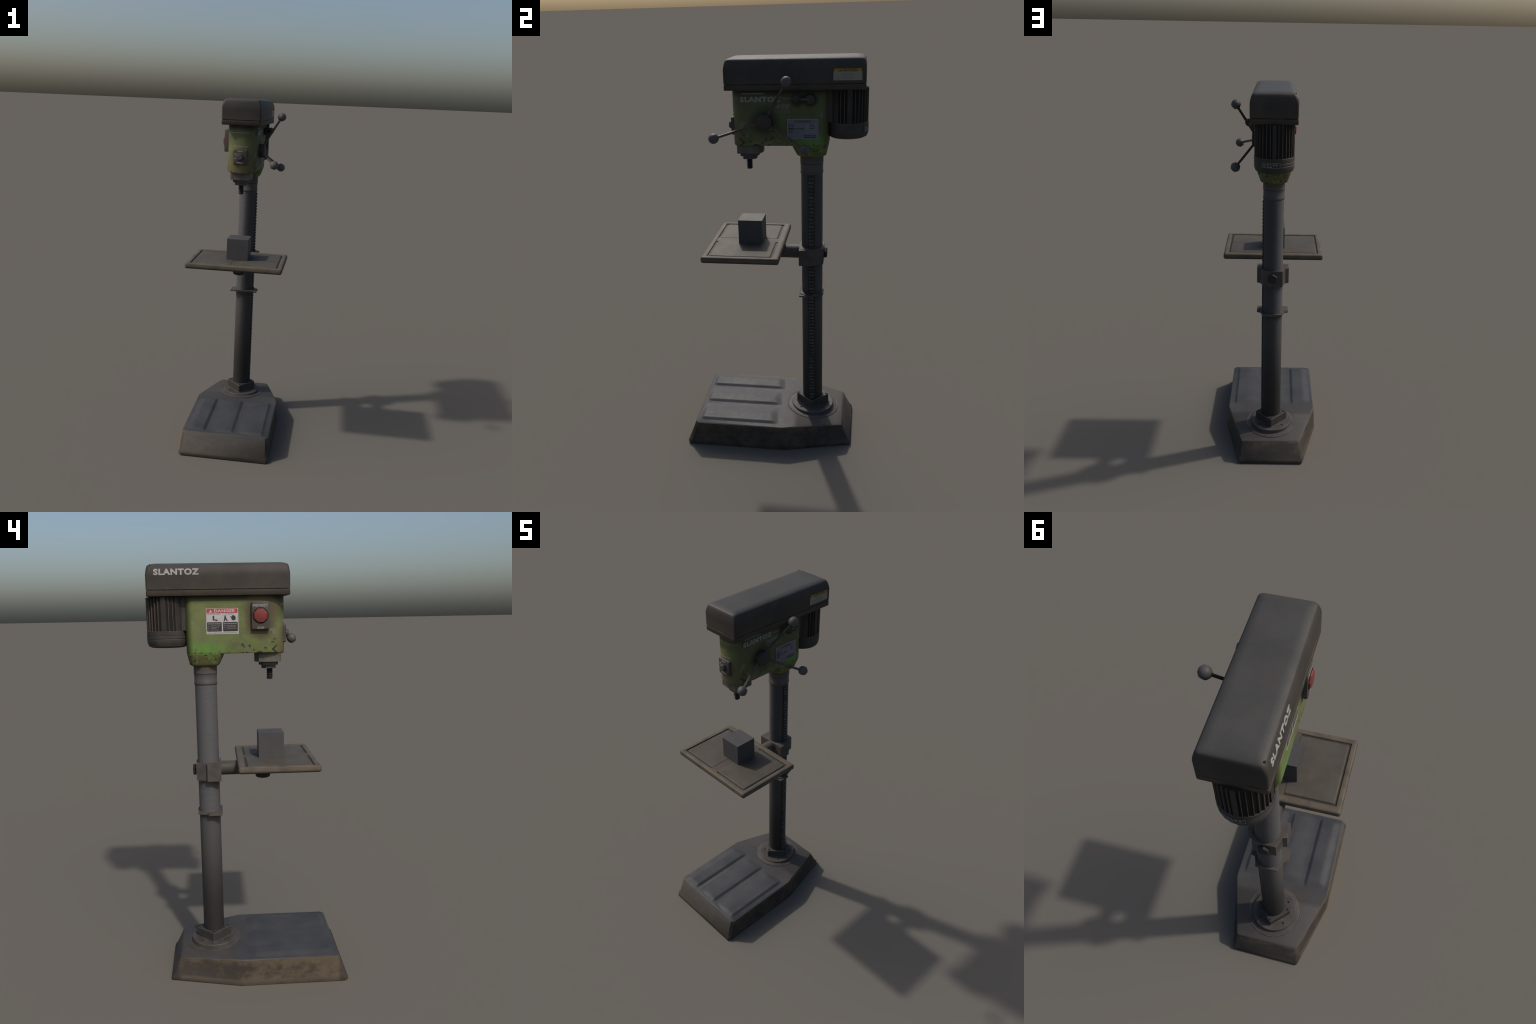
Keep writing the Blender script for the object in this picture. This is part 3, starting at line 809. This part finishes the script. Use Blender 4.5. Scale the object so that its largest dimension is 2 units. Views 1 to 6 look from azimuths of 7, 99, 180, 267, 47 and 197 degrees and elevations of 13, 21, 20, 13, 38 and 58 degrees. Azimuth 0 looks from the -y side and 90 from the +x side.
# ------------------------------------------------------------------ feed handle (right flank)
HY, HZ = -0.0145, 1.7130
bm = lathe([(0.0375, 0.080), (0.0390, 0.084), (0.0390, 0.110), (0.0370, 0.1165), (0.0310, 0.1190), (0.0290, 0.1180), (0.0275, 0.1190)],
           axis='X', centre=(0, HY, HZ), seg=24)
hub = make('feed_handle', bm, HUB, drill, 40)
knob_bm = bmesh.new()
bmesh.ops.create_uvsphere(knob_bm, u_segments=8, v_segments=6, radius=0.0250)
knob_me = new_mesh('handle_knob', knob_bm, KNOB, 80)
for ky, kz in ((0.103, 1.9040), (-0.235, 1.6550), (0.183, 1.6050)):
    d = Vector((0, ky - HY, kz - HZ)).normalized()
    a = Vector((0.104, HY, HZ)) + d * 0.033
    b = Vector((0.195, ky, kz))
    k = obj('handle_knob', knob_me, hub, b, (b - a).to_track_quat('Z', 'Y').to_euler())
    bm = tube(a, b - (b - a).normalized() * 0.015, 0.0064, 8)
    make('handle_rod', bm, ROD, hub)

# belt tension lever beside it
bm = lathe([(0.0215, 0.080), (0.0225, 0.084), (0.0225, 0.112), (0.0200, 0.1160), (0.0150, 0.1170)], axis='X', centre=(0, 0.2000, 1.8150), seg=16)
lever = make('tension_lever', bm, HUB, drill, 40)
make('lever_rod', tube((0.113, 0.195, 1.8155), (0.129, 0.146, 1.8205), 0.0055, 8), ROD, lever)
kb = bmesh.new(); bmesh.ops.create_uvsphere(kb, u_segments=10, v_segments=8, radius=0.0190)
obj('lever_knob', new_mesh('lever_knob', kb, HUB, 80), lever, (0.130, 0.141, 1.8215), (0.3, 0.2, 0))

# ------------------------------------------------------------------ belt cover
CX, CY0, CY1 = 0.1070, -0.1965, 0.4510
# (inset across, inset along, corner radius, height): the ends are rounder than the long edges
prof = [(0.010, 0.010, 0.010, 1.8565), (0.002, 0.002, 0.008, 1.8570), (0.0, 0.0, 0.008, 1.8595), (0.0, 0.0, 0.008, 1.8810),
        (0.0026, 0.0026, 0.008, 1.8818), (0.0026, 0.0026, 0.008, 1.8852), (0.0, 0.0, 0.008, 1.8860), (0.0, 0.0, 0.008, 1.9400),
        (0.0, 0.0, 0.008, 1.9500), (0.0012, 0.0015, 0.010, 1.9620), (0.0050, 0.0035, 0.013, 1.9760), (0.0092, 0.0062, 0.015, 1.9870),
        (0.0125, 0.0095, 0.016, 1.9915), (0.0180, 0.0165, 0.016, 1.9948), (0.0260, 0.0270, 0.014, 1.9978), (0.0340, 0.0380, 0.010, 1.9995),
        (0.0400, 0.0440, 0.008, 2.0000), (0.0470, 0.0510, 0.006, 2.0000)]
def cover_right(y):                      # the right side flares a little towards the motor end
    return 0.1080 + 0.0055 * (y - CY0) / (CY1 - CY0)
CXL = 0.1075
def cover_inset(z):
    for a, b in zip(prof[7:], prof[8:]):
        if a[3] <= z <= b[3]:
            return a[0] + (b[0] - a[0]) * (z - a[3]) / max(b[3] - a[3], 1e-6)
    return 0.0
bm = loft([[(x, y, z) for x, y in round_rect(-CX + dx, CX - dx, CY0 + dy, CY1 - dy, r, 6)] for dx, dy, r, z in prof])
for v in bm.verts:
    v.co.x *= (cover_right(v.co.y) if v.co.x > 0 else CXL) / CX
cover = make('belt_cover', bm, COVER, drill, 50)
CL = lambda u, v, w=0.0: (-CXL + cover_inset(v) - w, -u, v)
CR = lambda u, v, w=0.0: (cover_right(u) - cover_inset(v) + w, u, v)
lettering('cover_lettering', 'SLANTOZ', -0.4135, -0.2115, 1.9475, 1.9755, CL, INK_COVER, cover, bold=0.045, base=0.0002, t=0.0016)
bars('caution_label', [(0.305, 0.432, 1.8985, 1.9345)], CR, CREAM, cover, 0.0007)
cl = cover
polys('caution_header', [[(0.305, 1.9345), (0.431, 1.9345), (0.4285, 1.9495), (0.312, 1.9495)]], CR, LABEL_YELLOW, cl, 0.0008, 0.0)
lettering('caution_lettering', 'CAUTION', 0.342, 0.409, 1.9375, 1.9485, CR, LABEL_BLACK, cl, bold=0.02, base=0.0008, t=0.0005)
polys('caution_sign', [[(0.330, 1.9375), (0.340, 1.9375), (0.335, 1.9460)]], CR, LABEL_BLACK, cl, 0.0005, 0.0008)
bars('caution_print', text_lines(0.343, 0.395, 1.9285, 1, .008, .0050, 41, (.95, 1)) + text_lines(0.340, 0.402, 1.9180, 3, .0052, .0032, 42, (.9, 1)),
     CR, LABEL_GREY, cl, 0.0003, 0.0007)
# small screw recess on the rear left top corner
bm = lathe([(0.0035, 1.990), (0.0040, 1.9946), (0.003, 1.9950)], centre=(-0.0930, 0.4280, 0), seg=8)
make('cover_screw', bm, GAP, cover)

# ------------------------------------------------------------------ motor
MY = 0.3695
bm = lathe([(0.0890, 1.640), (0.0890, 1.8555), (0.0830, 1.8560)], centre=(0, MY, 0), seg=40)
motor = make('motor', bm, GAP, drill)
bm = lathe([(0.0600, 1.6275), (0.0760, 1.6290), (0.0900, 1.6360), (0.0945, 1.6480), (0.0958, 1.6560), (0.0958, 1.6650),
            (0.0946, 1.6665), (0.0946, 1.6690), (0.0958, 1.6705), (0.0958, 1.6790), (0.0946, 1.6805), (0.0946, 1.6830),
            (0.0958, 1.6845), (0.0958, 1.7020), (0.0945, 1.7035), (0.0860, 1.7035)], centre=(0, MY, 0), seg=24)
make('motor_band', bm, MOTOR_BAND, motor, 25)
def fin_sector(a0, a1, r, n):
    """ring sector between angles measured from +y"""
    out = []
    for i in range(n + 1):
        a = math.radians(a0 + (a1 - a0) * i / n)
        out.append((r * math.sin(a), r * math.cos(a)))
    for i in range(n, -1, -1):
        a = math.radians(a0 + (a1 - a0) * i / n)
        out.append((0.080 * math.sin(a), 0.080 * math.cos(a)))
    return out
fin_me = new_mesh('motor_fin', prism([(-0.0019, 0.080), (0.0019, 0.080), (0.0013, 0.0950), (-0.0013, 0.0950)], 1.7025, 1.8550), FIN)
for s in (-1, 1):
    for a in (12, 23, 34.5, 46, 57.5, 68.5, 98.5, 110):
        obj('motor_fin', fin_me, motor, (0, MY, 0), (0, 0, -s * math.radians(a)))
for a0, a1 in ((-5.5, 5.5), (77, 91), (-91, -77), (117, 243)):
    bm = prism([(x, y + MY) for x, y in fin_sector(a0, a1, 0.0942, max(3, int((a1 - a0) / 5)))], 1.7025, 1.8550)
    make('motor_rib', bm, MOTOR, motor)
bm = box(-0.062, 0.062, 0.270, 0.302, 1.7055, 1.8560)
bevel_sharp(bm, 0.003, 2)
make('motor_mount', bm, MOTOR_BAND, motor)
def on_motor(u, v, w=0.0):                                   # u = metres to the right seen from behind
    a = u / 0.0960
    return (-(0.0960 + w) * math.sin(a), MY + (0.0960 + w) * math.cos(a), v)
fr = [(-0.062, 0.028, 1.6832, 1.6848), (-0.062, 0.028, 1.6620, 1.6634), (-0.062, -0.0602, 1.6634, 1.6832), (0.0262, 0.028, 1.6634, 1.6832)]
bars('motor_plate', [(-0.064, 0.030, 1.6605, 1.6860)], on_motor, LABEL_BLACK, motor, 0.0005)
mp = motor
bars('motor_plate_print', fr + text_lines(-0.056, -0.038, 1.6800, 3, 0.0062, 0.0030, 51, (.8, 1)) + [(-0.034, -0.016, 1.6782, 1.6812),
     (-0.034, -0.012, 1.6715, 1.6752), (-0.034, -0.010, 1.6645, 1.6682), (-0.006, 0.014, 1.6720, 1.6812)], on_motor, LABEL_GREY, mp, 0.0003, 0.0005)

# ------------------------------------------------------------------ chuck and bit
SY = -0.1065
def nose_block(w, yf, yr, c):
    return [(-w + c, yf), (w - c, yf), (w, yf + c), (w, yr - 0.018), (w * 0.38, yr), (-w * 0.38, yr), (-w, yr - 0.018), (-w, yf + c)]
bm = prism(nose_block(0.0575, -0.1575, -0.0350, 0.008), 1.5555, 1.600)
bevel_sharp(bm, 0.0012, 1)
chuck = make('chuck', bm, CHUCK, drill)
bm = prism(nose_block(0.0430, -0.1435, -0.0560, 0.006), 1.5400, 1.5560)
bevel_sharp(bm, 0.0010, 1)
make('chuck_step', bm, CHUCK2, chuck)
bm = prism(nose_block(0.0335, -0.1330, -0.0680, 0.006), 1.5235, 1.5405)
bevel_sharp(bm, 0.0010, 1)
make('chuck_nose', bm, CHUCK3, chuck)
# threaded stub: helical ridge on a core
bm = bmesh.new()
seg, per, turns, zt, zb = 20, 8, 7, 1.526, 1.4705
rows = []
total = per * turns
for k in range(total + 1):
    row = []
    for i in range(seg):
        a = 2 * math.pi * i / seg
        t = (k / per + i / seg) % 1.0
        r = 0.0118 + 0.0050 * (1 - abs(2 * t - 1)) ** 1.4
        if k == total: r = 0.0100
        if k >= total - 2: r = min(r, 0.0125)
        row.append((r * math.cos(a), SY + r * math.sin(a), zt + (zb - zt) * k / total))
    rows.append(row)
bm = loft(rows)
make('threaded_bit', bm, GREASE, chuck, 50)
